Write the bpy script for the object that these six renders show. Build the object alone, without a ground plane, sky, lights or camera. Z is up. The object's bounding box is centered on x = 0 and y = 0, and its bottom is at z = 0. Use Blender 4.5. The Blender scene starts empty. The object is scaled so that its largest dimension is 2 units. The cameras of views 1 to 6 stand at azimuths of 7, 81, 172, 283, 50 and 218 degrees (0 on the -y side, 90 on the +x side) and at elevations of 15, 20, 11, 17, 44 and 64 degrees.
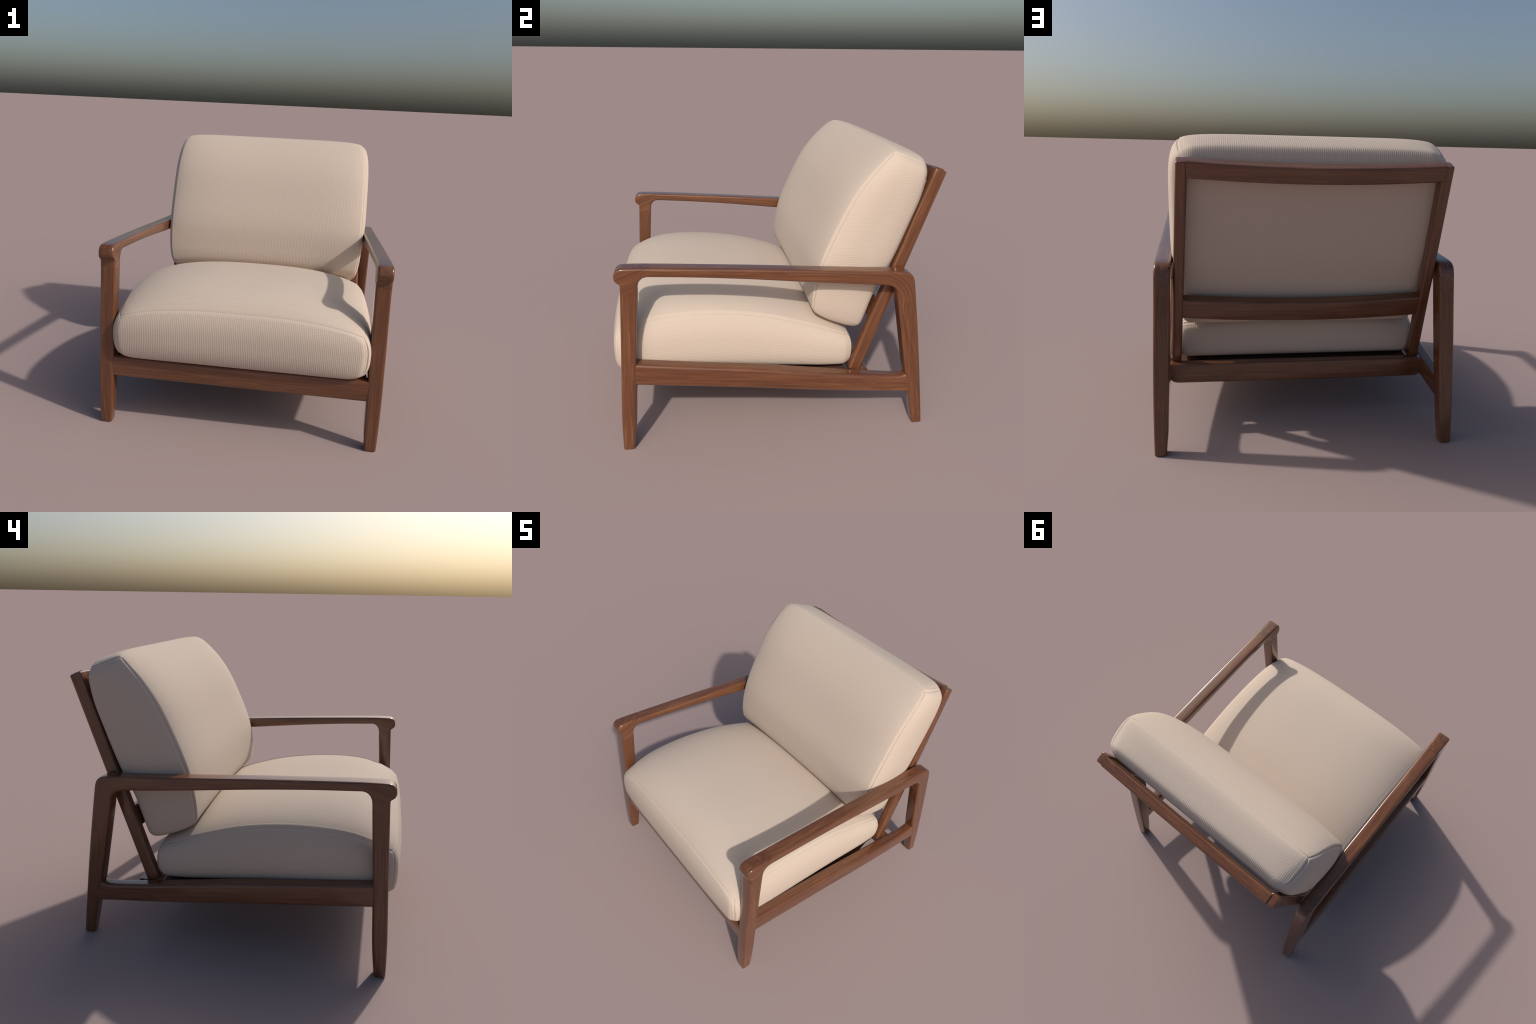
"""Mid-century lounge armchair: walnut frame, boxed cream cushions."""
import bpy, math
from mathutils import Vector, Matrix

# ----------------------------------------------------------------- helpers
def clamp(v, a, b):
    return max(a, min(b, v))

def lerp(a, b, t):
    return a + (b - a) * t

def smooth(t):
    t = clamp(t, 0.0, 1.0)
    return t * t * (3 - 2 * t)

def spline(points, samples_per_span=8):
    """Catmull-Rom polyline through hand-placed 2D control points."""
    P = [Vector(p) for p in points]
    P = [P[0] * 2 - P[1]] + P + [P[-1] * 2 - P[-2]]
    out = []
    for i in range(1, len(P) - 2):
        p0, p1, p2, p3 = P[i - 1:i + 3]
        for k in range(samples_per_span):
            t = k / samples_per_span
            out.append(0.5 * (2 * p1 + (p2 - p0) * t + (2 * p0 - 5 * p1 + 4 * p2 - p3) * t * t
                              + (3 * p1 - p0 - 3 * p2 + p3) * t ** 3))
    out.append(P[-2])
    return out

def resample(poly, n):
    """n points evenly spaced along a polyline."""
    d = [0.0]
    for a, b in zip(poly, poly[1:]):
        d.append(d[-1] + (b - a).length)
    out, j = [], 0
    for i in range(n):
        s = d[-1] * i / (n - 1)
        while j < len(d) - 2 and d[j + 1] < s:
            j += 1
        span = d[j + 1] - d[j]
        out.append(poly[j].lerp(poly[j + 1], (s - d[j]) / span if span > 1e-9 else 0.0))
    return out

def table(points):
    """Smooth function value(key) through (key, value) control points."""
    xs = [p[0] for p in points]
    ys = [p[1] for p in points]
    n = len(xs)
    m = []
    for i in range(n):
        a, b = max(0, i - 1), min(n - 1, i + 1)
        m.append((ys[b] - ys[a]) / (xs[b] - xs[a]))
    def f(x):
        x = clamp(x, xs[0], xs[-1])
        i = 0
        while i < n - 2 and x > xs[i + 1]:
            i += 1
        h = xs[i + 1] - xs[i]
        t = (x - xs[i]) / h
        return ((2 * t ** 3 - 3 * t * t + 1) * ys[i] + (t ** 3 - 2 * t * t + t) * h * m[i]
                + (-2 * t ** 3 + 3 * t * t) * ys[i + 1] + (t ** 3 - t * t) * h * m[i + 1])
    return f

def make_object(name, verts, faces, materials, parent, face_material=None, smooth_angle=None):
    me = bpy.data.meshes.new(name)
    me.from_pydata([tuple(v) for v in verts], [], faces)
    for m in materials:
        me.materials.append(m)
    if face_material:
        me.polygons.foreach_set("material_index", face_material)
    me.update()
    me.shade_smooth()
    if smooth_angle:
        me.set_sharp_from_angle(angle=math.radians(smooth_angle))
    ob = bpy.data.objects.new(name, me)
    bpy.context.scene.collection.objects.link(ob)
    ob.parent = parent
    return ob

def rounded_section(w, h, r, arc=5, side=3):
    """Closed ring of (s, t) points: rounded rectangle of size w x h centred on 0."""
    r = min(r, w * 0.49, h * 0.49)
    ring = []
    centres = [(w / 2 - r, h / 2 - r, 0), (-w / 2 + r, h / 2 - r, 90),
               (-w / 2 + r, -h / 2 + r, 180), (w / 2 - r, -h / 2 + r, 270)]
    for k, (cx, cy, a0) in enumerate(centres):
        for i in range(arc + 1):
            a = math.radians(a0 + 90 * i / arc)
            ring.append((cx + r * math.cos(a), cy + r * math.sin(a)))
        nx, ny, a1 = centres[(k + 1) % 4]
        e = ring[-1]
        f = (nx + r * math.cos(math.radians(a1)), ny + r * math.sin(math.radians(a1)))
        for i in range(1, side):
            t = i / side
            ring.append((lerp(e[0], f[0], t), lerp(e[1], f[1], t)))
    return ring

def bridge(rings, cap_start=True, cap_end=True):
    verts, faces = [], []
    n = len(rings[0])
    for r in rings:
        verts.extend(r)
    for i in range(len(rings) - 1):
        for j in range(n):
            k = (j + 1) % n
            faces.append((i * n + j, i * n + k, (i + 1) * n + k, (i + 1) * n + j))
    if cap_start:
        faces.append(tuple(reversed(range(n))))
    if cap_end:
        b = (len(rings) - 1) * n
        faces.append(tuple(range(b, b + n)))
    return verts, faces

def eased_ends(length, radius, n, steps=4):
    """Stations along a stick, with (position, shrink) so the ends are rounded over."""
    lo = [(radius * (1 - math.cos(math.pi / 2 * i / steps)), radius * (1 - math.sin(math.pi / 2 * i / steps))) for i in range(steps)]
    mid = [(lerp(radius, length - radius, i / n), 0.0) for i in range(n + 1)]
    return lo + mid + [(length - p, s) for p, s in reversed(lo)]

# --------------------------------------------------------------- materials
def node(nt, kind, **inputs):
    n = nt.nodes.new(kind)
    for k, v in inputs.items():
        if k in n.inputs:
            n.inputs[k].default_value = v
        else:
            setattr(n, k, v)
    return n

def math_node(nt, op, a, b=None, c=None):
    n = nt.nodes.new("ShaderNodeMath")
    n.operation = op
    for i, v in enumerate((a, b, c)):
        if v is None:
            continue
        if isinstance(v, (int, float)):
            n.inputs[i].default_value = v
        else:
            nt.links.new(v, n.inputs[i])
    return n.outputs[0]

WOOD_DARK = (0.090, 0.0315, 0.0132, 1)
WOOD_MID = (0.123, 0.0440, 0.0176, 1)
WOOD_LIGHT = (0.186, 0.0750, 0.0310, 1)

def wood_material(name, axis, bend=None, shear=0.0):
    """Walnut with streaks along one object axis; 'arm' bends them round the corners.
    shear slants the streaks so that they follow a sloping stick."""
    m = bpy.data.materials.new(name)
    m.use_nodes = True
    nt = m.node_tree
    L = nt.links.new
    bsdf = nt.nodes["Principled BSDF"]
    tc = nt.nodes.new("ShaderNodeTexCoord")
    sep = nt.nodes.new("ShaderNodeSeparateXYZ")
    L(tc.outputs["Object"], sep.inputs[0])
    x, y, z = sep.outputs
    if bend == "arm":
        # rear corner: streaks run round it; front head: streaks slope down to the nose
        over = math_node(nt, "MAXIMUM", math_node(nt, "SUBTRACT", y, 0.60), 0.0)
        lift = math_node(nt, "SUBTRACT", z, 0.86)
        rad = math_node(nt, "SQRT", math_node(nt, "ADD", math_node(nt, "MULTIPLY", over, over),
                                              math_node(nt, "MULTIPLY", lift, lift)))
        nose = math_node(nt, "MAXIMUM", math_node(nt, "SUBTRACT", -0.72, y), 0.0)
        slope = math_node(nt, "MULTIPLY", y, 0.07)
        z = math_node(nt, "ADD", math_node(nt, "ADD", rad, slope), math_node(nt, "MULTIPLY", nose, 0.42))
    elif axis == "y" and shear:
        z = math_node(nt, "SUBTRACT", z, math_node(nt, "MULTIPLY", y, shear))
    elif axis == "z" and shear:
        y = math_node(nt, "SUBTRACT", y, math_node(nt, "MULTIPLY", z, shear))
    comb = nt.nodes.new("ShaderNodeCombineXYZ")
    L(x, comb.inputs[0]); L(y, comb.inputs[1]); L(z, comb.inputs[2])
    info = nt.nodes.new("ShaderNodeObjectInfo")
    shift = nt.nodes.new("ShaderNodeVectorMath")
    shift.operation = 'ADD'
    L(comb.outputs[0], shift.inputs[0])
    off = nt.nodes.new("ShaderNodeVectorMath")
    off.operation = 'SCALE'
    off.inputs[0].default_value = (3.1, 2.3, 4.7)
    L(info.outputs["Random"], off.inputs["Scale"])
    L(off.outputs[0], shift.inputs[1])
    def stretched(cross, along):
        mp = nt.nodes.new("ShaderNodeMapping")
        sc = [cross, cross, cross]
        sc["xyz".index(axis)] = along
        if bend == "arm":
            sc[0] = cross * 0.45
        mp.inputs["Scale"].default_value = sc
        L(shift.outputs[0], mp.inputs["Vector"])
        return mp.outputs[0]
    broad = node(nt, "ShaderNodeTexNoise", Scale=1.0, Detail=3.0, Roughness=0.55, Distortion=0.5)
    L(stretched(26.0, 1.5), broad.inputs["Vector"])
    fine = node(nt, "ShaderNodeTexNoise", Scale=1.0, Detail=4.0, Roughness=0.6, Distortion=0.35)
    L(stretched(120.0, 3.0), fine.inputs["Vector"])
    line = node(nt, "ShaderNodeTexNoise", Scale=1.0, Detail=2.0, Roughness=0.45, Distortion=0.5)
    L(stretched(190.0, 3.0), line.inputs["Vector"])
    mix = math_node(nt, "ADD", math_node(nt, "MULTIPLY", broad.outputs[0], 0.42),
                    math_node(nt, "MULTIPLY", fine.outputs[0], 0.58))
    ramp = nt.nodes.new("ShaderNodeValToRGB")
    el = ramp.color_ramp.elements
    el[0].position, el[0].color = 0.36, WOOD_DARK
    el[1].position, el[1].color = 0.66, WOOD_LIGHT
    e = el.new(0.47); e.color = WOOD_MID
    e = el.new(0.55); e.color = (0.145, 0.0530, 0.0212, 1)
    L(mix, ramp.inputs[0])
    # thin pale hairlines
    hair = nt.nodes.new("ShaderNodeValToRGB")
    hair.color_ramp.elements[0].position, hair.color_ramp.elements[0].color = 0.605, (0, 0, 0, 1)
    hair.color_ramp.elements[1].position, hair.color_ramp.elements[1].color = 0.70, (1, 1, 1, 1)
    L(line.outputs[0], hair.inputs[0])
    mul = nt.nodes.new("ShaderNodeMix")
    mul.data_type = 'RGBA'
    L(math_node(nt, "MULTIPLY", hair.outputs[0], 0.55), mul.inputs[0])
    L(ramp.outputs[0], mul.inputs[6])
    mul.inputs[7].default_value = (0.260, 0.118, 0.050, 1)
    L(mul.outputs[2], bsdf.inputs["Base Color"])
    bsdf.inputs["Roughness"].default_value = 0.24
    bsdf.inputs["Specular IOR Level"].default_value = 0.5
    bsdf.inputs["Coat Weight"].default_value = 0.5
    bsdf.inputs["Coat Roughness"].default_value = 0.14
    bump = node(nt, "ShaderNodeBump", Strength=0.05, Distance=0.002)
    L(fine.outputs[0], bump.inputs["Height"])
    L(bump.outputs[0], bsdf.inputs["Normal"])
    return m

FABRIC = (0.572, 0.472, 0.390, 1)

def fabric_material(name, rib_axis, cross_axis, rib=1.0, pick=0.10):
    """Cream woven cloth: soft ribs counted along rib_axis, finer picks along cross_axis."""
    m = bpy.data.materials.new(name)
    m.use_nodes = True
    nt = m.node_tree
    L = nt.links.new
    bsdf = nt.nodes["Principled BSDF"]
    tc = nt.nodes.new("ShaderNodeTexCoord")
    sep = nt.nodes.new("ShaderNodeSeparateXYZ")
    L(tc.outputs["Object"], sep.inputs[0])
    p = sep.outputs["xyz".index(rib_axis)]
    q = sep.outputs["xyz".index(cross_axis)]
    jitter = node(nt, "ShaderNodeTexNoise", Scale=26.0, Detail=2.0)
    L(tc.outputs["Object"], jitter.inputs["Vector"])
    pj = math_node(nt, "ADD", p, math_node(nt, "MULTIPLY", jitter.outputs[0], 0.0012))
    ribs = math_node(nt, "SINE", math_node(nt, "MULTIPLY", pj, 2 * math.pi / 0.0114))
    picks = math_node(nt, "SINE", math_node(nt, "MULTIPLY", q, 2 * math.pi / 0.0085))
    weave = math_node(nt, "ADD", math_node(nt, "MULTIPLY", ribs, 0.5 * rib), math_node(nt, "MULTIPLY", picks, pick))
    speck = node(nt, "ShaderNodeTexNoise", Scale=140.0, Detail=2.0, Roughness=0.6)
    L(tc.outputs["Object"], speck.inputs["Vector"])
    height = math_node(nt, "ADD", weave, math_node(nt, "MULTIPLY", speck.outputs[0], 0.5))
    tone = math_node(nt, "ADD", 1.0, math_node(nt, "MULTIPLY", math_node(nt, "SUBTRACT", height, 0.3), 0.022))
    mul = nt.nodes.new("ShaderNodeVectorMath")
    mul.operation = 'SCALE'
    mul.inputs[0].default_value = FABRIC[:3]
    L(tone, mul.inputs["Scale"])
    L(mul.outputs[0], bsdf.inputs["Base Color"])
    bsdf.inputs["Roughness"].default_value = 0.92
    bsdf.inputs["Specular IOR Level"].default_value = 0.15
    bsdf.inputs["Sheen Weight"].default_value = 0.05
    bump = node(nt, "ShaderNodeBump", Strength=0.32, Distance=0.0015)
    L(height, bump.inputs["Height"])
    L(bump.outputs[0], bsdf.inputs["Normal"])
    return m

def webbing_material():
    m = bpy.data.materials.new("dark_webbing")
    m.use_nodes = True
    nt = m.node_tree
    bsdf = nt.nodes["Principled BSDF"]
    tc = nt.nodes.new("ShaderNodeTexCoord")
    w = node(nt, "ShaderNodeTexWave", Scale=22.0, Distortion=0.4)
    nt.links.new(tc.outputs["Object"], w.inputs["Vector"])
    r = nt.nodes.new("ShaderNodeValToRGB")
    r.color_ramp.elements[0].color = (0.060, 0.022, 0.011, 1)
    r.color_ramp.elements[1].color = (0.110, 0.042, 0.021, 1)
    nt.links.new(w.outputs[0], r.inputs[0])
    nt.links.new(r.outputs[0], bsdf.inputs["Base Color"])
    bsdf.inputs["Roughness"].default_value = 0.8
    return m

wood_x = wood_material("walnut_crosswise", "x")
wood_rail = wood_material("walnut_lengthwise", "y", shear=-0.122)
wood_front = wood_material("walnut_front_leg", "z", shear=0.055)
wood_rear = wood_material("walnut_rear_leg", "z", shear=-0.15)
wood_z = wood_material("walnut_upright", "z")
wood_arm = wood_material("walnut_armrest", "y", bend="arm")
webbing = webbing_material()

# ------------------------------------------------------------------- chair
chair = bpy.data.objects.new("lounge_armchair", None)
bpy.context.scene.collection.objects.link(chair)
chair["label"] = "low wooden lounge armchair with thick cream boxed cushions"
chair["category"] = "armchair"

# ------------------------------------------------- side frames (leg, arm, leg)
# Outline of one side in (y, z): paired outer and inner edges, foot to foot.
front_leg_outer = spline([(-0.9555, 0.0), (-0.955, 0.065), (-0.949, 0.237), (-0.932, 0.50), (-0.9145, 0.774), (-0.8985, 1.035)])
front_leg_inner = spline([(-0.889, 0.0), (-0.881, 0.06), (-0.8635, 0.235), (-0.843, 0.55), (-0.826, 0.77), (-0.8065, 1.010)])
nose_outer = spline([(-0.8985, 1.035), (-0.897, 1.066), (-0.8975, 1.081), (-0.905, 1.091), (-0.919, 1.101), (-0.9262, 1.117),
                     (-0.9258, 1.137), (-0.919, 1.157), (-0.903, 1.171), (-0.878, 1.1765), (-0.80, 1.1755), (-0.735, 1.1725)])
nose_inner = spline([(-0.8065, 1.010), (-0.804, 1.045), (-0.8005, 1.073), (-0.791, 1.096), (-0.774, 1.113), (-0.751, 1.1205), (-0.725, 1.1195)])
arm_outer = spline([(-0.735, 1.1725), (-0.57, 1.1625), (-0.17, 1.1365), (0.18, 1.111), (0.45, 1.0915), (0.59, 1.0825)])
arm_inner = spline([(-0.725, 1.1195), (-0.48, 1.103), (-0.18, 1.076), (0.167, 1.038), (0.40, 1.0145), (0.575, 0.998)])
elbow_outer = spline([(0.59, 1.0825), (0.66, 1.0785), (0.725, 1.0735), (0.765, 1.0655), (0.79, 1.049), (0.804, 1.025), (0.813, 0.985), (0.827, 0.90)])
elbow_inner = spline([(0.575, 0.998), (0.63, 0.9915), (0.668, 0.982), (0.692, 0.965), (0.705, 0.941), (0.7115, 0.91), (0.718, 0.865)])
rear_leg_outer = spline([(0.827, 0.90), (0.859, 0.69), (0.886, 0.50), (0.913, 0.30), (0.940, 0.10), (0.952, 0.0)])
rear_leg_inner = spline([(0.718, 0.865), (0.742, 0.73), (0.770, 0.573), (0.803, 0.39), (0.834, 0.262), (0.853, 0.175), (0.8865, 0.0)])

sections = [("front_leg", front_leg_outer, front_leg_inner, 34),
            ("armrest", nose_outer, nose_inner, 44),
            ("armrest", arm_outer, arm_inner, 30),
            ("armrest", elbow_outer, elbow_inner, 36),
            ("rear_leg", rear_leg_outer, rear_leg_inner, 34)]

def frame_x(y, z):
    """Inner and outer face of a side frame: toes in to the rear, legs thin to the feet."""
    k = (y + 0.9) / 1.8
    x_out = lerp(0.8845, 0.8715, k)
    x_in = lerp(0.789, 0.779, k)
    down = clamp((1.0 - z) / 1.0, 0, 1)
    x_in += 0.017 * down + 0.007 * smooth((0.14 - z) / 0.14)
    x_out += 0.005 * math.sin(math.pi * clamp(down, 0, 1) ** 1.5)
    if y < 0:
        x_out += 0.003 * down
    return x_in, x_out

def build_side(sign):
    rings, owner = [], []
    for part, outer, inner, n in sections:
        O, I = resample(outer, n), resample(inner, n)
        for i, (o, c) in enumerate(zip(O, I)):
            if rings and i == 0:
                continue
            mid = (o + c) / 2
            x_in, x_out = frame_x(mid.x, mid.y)
            u = (o - c)
            width = u.length
            u.normalize()
            r = 0.0135
            ring = []
            for s, t in rounded_section(x_out - x_in, width, r):
                p = mid + u * t
                ring.append(Vector((sign * ((x_in + x_out) / 2 + s), p.x, p.y)))
            rings.append(ring)
            owner.append(part)
    # ease the feet: a short rounded-over ring at each end
    def eased(ring, f, dz):
        c = sum(ring, Vector()) / len(ring)
        return [Vector((c.x + (v.x - c.x) * f, c.y + (v.y - c.y) * f, v.z + dz)) for v in ring]
    rings[0] = eased(rings[0], 1.0, 0.006)
    rings[-1] = eased(rings[-1], 1.0, 0.006)
    first, last = rings[0], rings[-1]
    rings = [eased(first, 0.91, -0.006), eased(first, 0.975, -0.004)] + rings + [eased(last, 0.975, -0.004), eased(last, 0.91, -0.006)]
    owner = ["front_leg"] * 2 + owner + ["rear_leg"] * 2
    verts, faces = bridge(rings)
    if sign > 0:
        faces = [tuple(reversed(f)) for f in faces]
    # normals of the whole frame side, so that the parts join without a seam
    whole = bpy.data.meshes.new("side_shape")
    whole.from_pydata([tuple(v) for v in verts], [], faces)
    whole.update()
    whole.shade_smooth()
    normals = [v.normal.copy() for v in whole.vertices]
    n = len(rings[0])
    for part, mat in (("front_leg", wood_front), ("armrest", wood_arm), ("rear_leg", wood_rear)):
        idx = [i for i, w in enumerate(owner) if w == part]
        i0, i1 = idx[0], idx[-1]
        if part != "front_leg":
            i0 -= 1          # share the border ring with the piece before
        pv = verts[i0 * n:(i1 + 1) * n]
        pf = []
        for f in faces:
            if min(f) >= i0 * n and max(f) < (i1 + 1) * n:
                pf.append(tuple(v - i0 * n for v in f))
        ob = make_object(part, pv, pf, [mat], chair)
        ob.data.normals_split_custom_set_from_vertices([normals[i0 * n + k] for k in range(len(pv))])
    bpy.data.meshes.remove(whole)

build_side(+1)
build_side(-1)

# ---------------------------------------------------------------- side rails
rail_top = table([(-0.90, 0.590), (-0.84, 0.583), (-0.50, 0.539), (-0.18, 0.501), (0.19, 0.446), (0.47, 0.404), (0.66, 0.377),
                  (0.75, 0.3665), (0.80, 0.370), (0.825, 0.380), (0.85, 0.396)])
rail_bottom = table([(-0.90, 0.450), (-0.50, 0.404), (-0.18, 0.366), (0.19, 0.318), (0.48, 0.284), (0.80, 0.244), (0.85, 0.238)])

for sign in (1, -1):
    rings = []
    N = 60
    for i in range(N + 1):
        y = lerp(-0.875, 0.838, i / N)
        k = (y + 0.9) / 1.8
        x_in, x_out = lerp(0.802, 0.796, k), 0.8865 - 0.011 * smooth((y - 0.45) / 0.38)
        zt, zb = rail_top(y), rail_bottom(y)
        ring = [Vector((sign * ((x_in + x_out) / 2 + s), y, (zt + zb) / 2 + t))
                for s, t in rounded_section(x_out - x_in, zt - zb, 0.021, arc=6)]
        rings.append(ring)
    v, f = bridge(rings)
    if sign < 0:
        f = [tuple(reversed(q)) for q in f]
    make_object("side_rail", v, f, [wood_rail], chair, smooth_angle=50)

# ------------------------------------------------------------ cross members
def cross_rail(name, x_half, path, size, r, tilt=0.0, dip=0.0, bow=0.0, end_round=0.0, mat=None):
    """Rail along x at (y, z) = path, section size (depth, height), leaning by tilt."""
    rings = []
    N = 48
    ca, sa = math.cos(tilt), math.sin(tilt)
    for i in range(N + 1):
        t = i / N * 2 - 1
        # crowd stations to the ends where they are rounded
        t = math.copysign(1 - (1 - abs(t)) ** 1.6, t)
        x = t * x_half
        w = 1 - t * t
        edge = (x_half - abs(x))
        lift = 0.0
        if end_round > 0 and edge < end_round:
            lift = end_round - math.sqrt(max(0.0, end_round ** 2 - (end_round - edge) ** 2))
            lift *= 0.55
        ring = []
        for s, h in rounded_section(size[0], size[1], r):
            hh = h + (lift if h < 0 else 0.0) * (0.5 - h / size[1])
            y = path[0] + s * ca + hh * sa + bow * w
            z = path[1] - s * sa + hh * ca - dip * w
            ring.append(Vector((x, y, z)))
        rings.append(ring)
    v, f = bridge(rings)
    return make_object(name, v, [tuple(reversed(q)) for q in f], [mat or wood_x], chair, smooth_angle=50)

cross_rail("front_rail", 0.806, (-0.898, 0.390), (0.076, 0.134), 0.016)
cross_rail("rear_rail", 0.800, (0.549, 0.331), (0.068, 0.126), 0.014, end_round=0.055)

# -------------------------------------------------------------- back frame
TILT = math.atan(0.370)                       # lean of the back
def post_back(z):                             # rear face of the posts
    return 1.0020 - 0.372 * (1.640 - z)

POST_DEPTH, POST_WIDTH = 0.082, 0.062
for sign in (1, -1):
    bottom = Vector((sign * 0.7665, post_back(0.386) - 0.044, 0.386))
    top = Vector((sign * 0.7050, post_back(1.645) - 0.044, 1.645))
    axis = top - bottom
    length = axis.length
    ob_rings = []
    for pos, shrink in eased_ends(length, 0.008, 24):
        ob_rings.append([Vector((s, t, pos)) for s, t in rounded_section(POST_WIDTH - 2 * shrink, POST_DEPTH * math.cos(TILT) - 2 * shrink, 0.013)])
    v, f = bridge(ob_rings)
    ob = make_object("back_post", v, f, [wood_z], chair, smooth_angle=50)
    zax = axis.normalized()
    xax = Vector((1, 0, 0))
    xax = (xax - zax * xax.dot(zax)).normalized()
    yax = zax.cross(xax)
    M = Matrix((xax, yax, zax)).transposed().to_4x4()
    M.translation = bottom
    ob.matrix_world = M

def back_rail(name, z_mid, x_half, height, depth, dip, inset):
    y = post_back(z_mid) - inset - depth / 2 / math.cos(TILT)
    return cross_rail(name, x_half, (y, z_mid), (depth, height), 0.012, tilt=TILT, dip=dip)

back_rail("crest_rail", 1.604, 0.684, 0.094, 0.072, 0.024, -0.002)
back_rail("lower_back_rail", 0.778, 0.722, 0.134, 0.068, 0.026, 0.012)

# -------------------------------------------------------------------- deck
def deck_z(y):
    return lerp(0.453, 0.361, (y + 0.92) / 1.40)

verts, faces = [], []
NY, NX = 30, 40
for layer in (0.0, -0.018):
    for i in range(NY + 1):
        y = lerp(-0.860, 0.448, i / NY)
        for j in range(NX + 1):
            x = lerp(-0.795, 0.795, j / NX)
            x *= lerp(1.0, 0.93, clamp((y - 0.2) / 0.2, 0, 1))
            verts.append((x, y, deck_z(y) + layer))
row = NX + 1
top_count = (NY + 1) * row
for i in range(NY):
    for j in range(NX):
        a = i * row + j
        faces.append((a, a + 1, a + row + 1, a + row))
        b = a + top_count
        faces.append((b, b + row, b + row + 1, b + 1))
edge = [j for j in range(row)] + [i * row + NX for i in range(1, NY + 1)] + [NY * row + j for j in range(NX - 1, -1, -1)] + [i * row for i in range(NY - 1, 0, -1)]
for k in range(len(edge)):
    a, b = edge[k], edge[(k + 1) % len(edge)]
    faces.append((a, a + top_count, b + top_count, b))
make_object("seat_deck", verts, faces, [webbing], chair, smooth_angle=40)

# ---------------------------------------------------------------- cushions
def edge_graded(h, coarse):
    """Parameters -1..1 with stations crowded near both ends (seams)."""
    near = [0, .0015, .003, .0045, .006, .008, .010, .0125, .0155, .019, .023, .028, .034, .042, .052, .064, .078, .095]
    left = [-1 + d / h for d in near if d < h * 0.8]
    a = left[-1]
    n = max(2, int((-a * 2) * h / coarse))
    mid = [lerp(a, -a, i / n) for i in range(1, n)]
    return left + mid + [-t for t in reversed(left)]

def boxed_cushion(name, half, radius, warp, panel_materials, seam_weight, coarse=0.016):
    """Box of six sewn panels: rounded, with stitched seams on its edges, then warped."""
    axes = [edge_graded(h, coarse) for h in half]
    index, verts, faces, mats = {}, [], [], []
    def vertex(i, j, k):
        key = (i, j, k)
        if key in index:
            return index[key]
        p = Vector((axes[0][i] * half[0], axes[1][j] * half[1], axes[2][k] * half[2]))
        r = radius(axes[0][i], axes[1][j], axes[2][k])
        q = Vector([clamp(p[n], -(half[n] - r), half[n] - r) for n in range(3)])
        nrm = (p - q).normalized()
        pos = q + nrm * r
        d = sorted(half[n] - abs(p[n]) for n in range(3))[1]
        seam = seam_weight(axes[0][i], axes[1][j], axes[2][k]) * (-0.0080 * math.exp(-(d / 0.0055) ** 2) + 0.0032 * math.exp(-((d - 0.0145) / 0.0075) ** 2))
        pos += nrm * seam
        index[key] = len(verts)
        verts.append(warp(pos.x / half[0], pos.y / half[1], pos.z / half[2]))
        return index[key]
    n = [len(a) - 1 for a in axes]
    for ax in range(3):
        u, v = [(1, 2), (2, 0), (0, 1)][ax]
        for side in (0, n[ax]):
            for i in range(n[u]):
                for j in range(n[v]):
                    quad = []
                    for di, dj in ((0, 0), (1, 0), (1, 1), (0, 1)):
                        ijk = [0, 0, 0]
                        ijk[ax], ijk[u], ijk[v] = side, i + di, j + dj
                        quad.append(vertex(*ijk))
                    if side == 0:
                        quad.reverse()
                    faces.append(tuple(quad))
                    mats.append(ax)
    return make_object(name, verts, faces, panel_materials, chair, face_material=mats)

def dome(u, p, q):
    return max(0.0, 1 - abs(u) ** p) ** q

# --- seat: axes are (across, front to back, bottom to top)
seat_seam = table([(-0.955, 0.722), (-0.90, 0.742), (-0.82, 0.769), (-0.70, 0.800), (-0.53, 0.814), (-0.30, 0.806),
                   (-0.05, 0.766), (0.18, 0.697), (0.46, 0.600)])

seat_crest = table([(-0.955, 0.090), (-0.90, 0.122), (-0.80, 0.140), (-0.60, 0.133), (-0.30, 0.118), (0.0, 0.114),
                    (0.20, 0.114), (0.34, 0.088), (0.47, 0.030)])

def seat_warp(a, b, c):
    ac, bc = clamp(a, -1, 1), clamp(b, -1, 1)
    y = lerp(-0.954, 0.463, (b + 1) / 2)
    top = seat_seam(y) + 0.010 + seat_crest(y) * dome(ac, 2.7, 0.75)
    base = lerp(0.459, 0.380, (b + 1) / 2) + 0.026 * abs(ac) ** 6 * (1 - bc * bc)
    z = lerp(base, top, (c + 1) / 2)
    belly = max(0.0, 1 - abs(c) ** 2.6)
    x = a * lerp(1.010, 0.982, (b + 1) / 2) * (0.748 + 0.017 * (1 - bc ** 6)
                                            + belly * (0.039 + 0.005 * dome(bc, 8, 1.0)))
    y -= max(0.0, -b) ** 3 * belly * (0.016 + 0.028 * (1 - ac ** 4))
    y += max(0.0, b) ** 3 * belly * 0.027
    return Vector((x, y, z))

fabric_top = fabric_material("cream_cloth_top", "x", "y", rib=0.45)
fabric_front = fabric_material("cream_cloth_front", "x", "z", rib=1.0, pick=0.22)
fabric_side = fabric_material("cream_cloth_side", "z", "y", rib=0.8)

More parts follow.
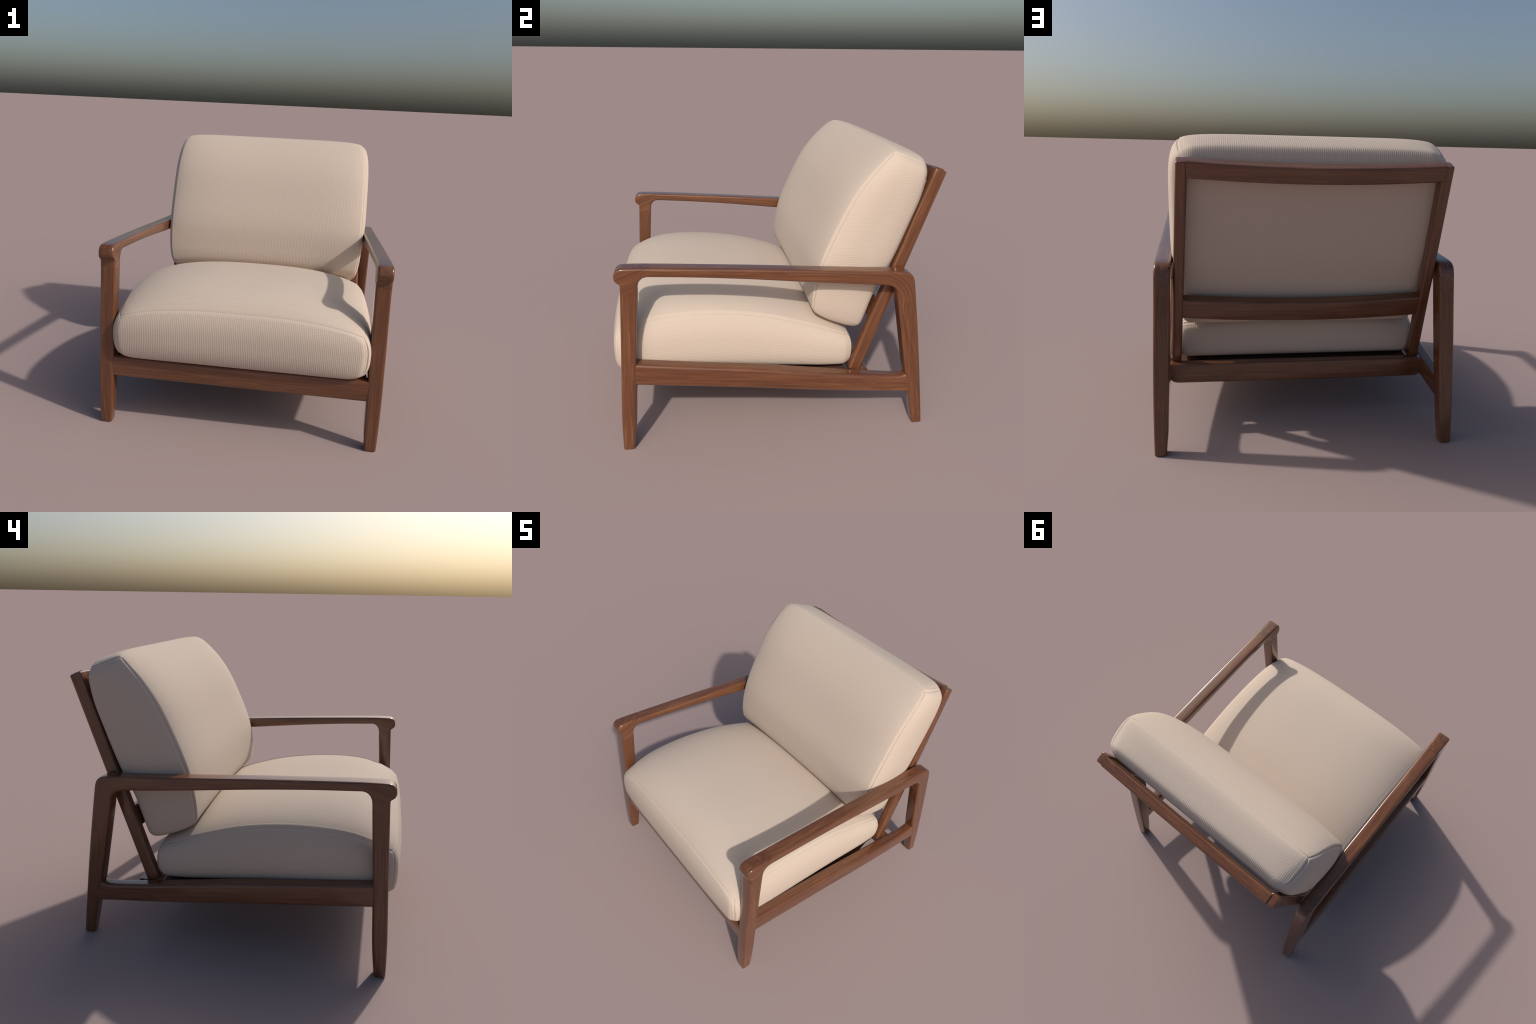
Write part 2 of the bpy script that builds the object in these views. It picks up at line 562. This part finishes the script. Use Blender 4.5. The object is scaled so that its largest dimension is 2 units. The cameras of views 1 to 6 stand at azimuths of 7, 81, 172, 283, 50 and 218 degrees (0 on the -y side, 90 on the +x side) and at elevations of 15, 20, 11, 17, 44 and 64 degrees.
boxed_cushion("seat_cushion", (0.77, 0.70, 0.18),
              lambda a, b, c: lerp(0.040, 0.026, smooth((c + 1) / 2)) + 0.026 * smooth((b - 0.7) / 0.3)
              + 0.026 * smooth((abs(a) - 0.86) / 0.12) * smooth((-b - 0.84) / 0.14),
              seat_warp, [fabric_side, fabric_front, fabric_top],
              lambda a, b, c: smooth((c + 0.9) / 0.6) * lerp(1.0, 0.7, smooth(((1 - abs(a)) * 0.77 - 0.03) / 0.08)))

# --- back: axes are (across, bottom to top, rear to front)
front_y = table([(-1.0, 0.226), (-0.91, 0.221), (-0.76, 0.224), (-0.54, 0.244), (-0.31, 0.277), (0.02, 0.346), (0.44, 0.447), (0.72, 0.543), (1.0, 0.668)])
front_z = table([(-1.0, 0.780), (-0.91, 0.826), (-0.76, 0.905), (-0.54, 1.020), (-0.31, 1.135), (0.02, 1.297), (0.44, 1.497), (0.72, 1.630), (1.0, 1.762)])
rear_y = table([(-1.0, 0.545), (-0.5, 0.624), (-0.15, 0.714), (0.35, 0.815), (0.75, 0.887), (1.0, 0.908)])
rear_z = table([(-1.0, 0.636), (-0.5, 0.900), (-0.15, 1.085), (0.35, 1.352), (0.75, 1.562), (1.0, 1.684)])

back_crown = table([(-1.0, 0.0), (-0.9, 0.012), (-0.7, 0.020), (-0.4, 0.038), (0.0, 0.052), (0.4, 0.060), (0.7, 0.057), (0.86, 0.043), (0.95, 0.024), (1.0, 0.0)])

def back_warp(a, b, c):
    ac, bc = clamp(a, -1, 1), clamp(b, -1, 1)
    t = (c + 1) / 2
    over = b - bc
    f = Vector((front_y(bc), front_z(bc))) + Vector((0.16, 0.5)) * over
    r = Vector((rear_y(bc), rear_z(bc))) + Vector((0.16, 0.5)) * over
    p = r.lerp(f, t)
    crown = back_crown(bc) * dome(ac, 4.5, 0.62) * t
    p += Vector((-0.90, 0.20)) * crown
    p.x -= 0.013 * dome(ac, 2, 1) * dome(bc, 2, 1) * (1 - t)
    belly = max(0.0, 1 - abs(c) ** 3)
    p.y += 0.023 * belly * max(0.0, b) ** 4 * dome(ac, 8, 1) + 0.015 * max(0.0, b) ** 6 * (1 - ac ** 8) * t
    p.y += 0.024 * (1 - ac * ac) * ((1 - bc) / 2) ** 5 * t
    p.y -= 0.030 * belly * max(0.0, -b) ** 4
    x = a * (0.734 + 0.030 * dome(bc, 5, 1.0) + 0.034 * belly * dome(bc, 13, 0.7) - 0.022 * (1 - t) ** 2 - 0.020 * smooth((-b - 0.1) / 0.6) * belly)
    return Vector((x, p.x, p.y))

fabric_back_front = fabric_material("cream_cloth_backrest", "x", "z", rib=0.75)
fabric_back_top = fabric_material("cream_cloth_backrest_top", "x", "y", rib=1.0)
boxed_cushion("back_cushion", (0.75, 0.53, 0.19),
              lambda a, b, c: lerp(lerp(0.046, 0.084, smooth((b - 0.5) / 0.45)), 0.029, smooth((c + 1) / 2))
              + 0.012 * smooth((abs(a) - 0.86) / 0.12) * smooth((b - 0.80) / 0.18) * smooth((c + 1) / 2),
              back_warp, [fabric_side, fabric_back_top, fabric_back_front],
              lambda a, b, c: smooth((c + 0.9) / 0.6) * lerp(1.0, 0.45, smooth(((1 - abs(a)) * 0.75 - 0.03) / 0.08)))
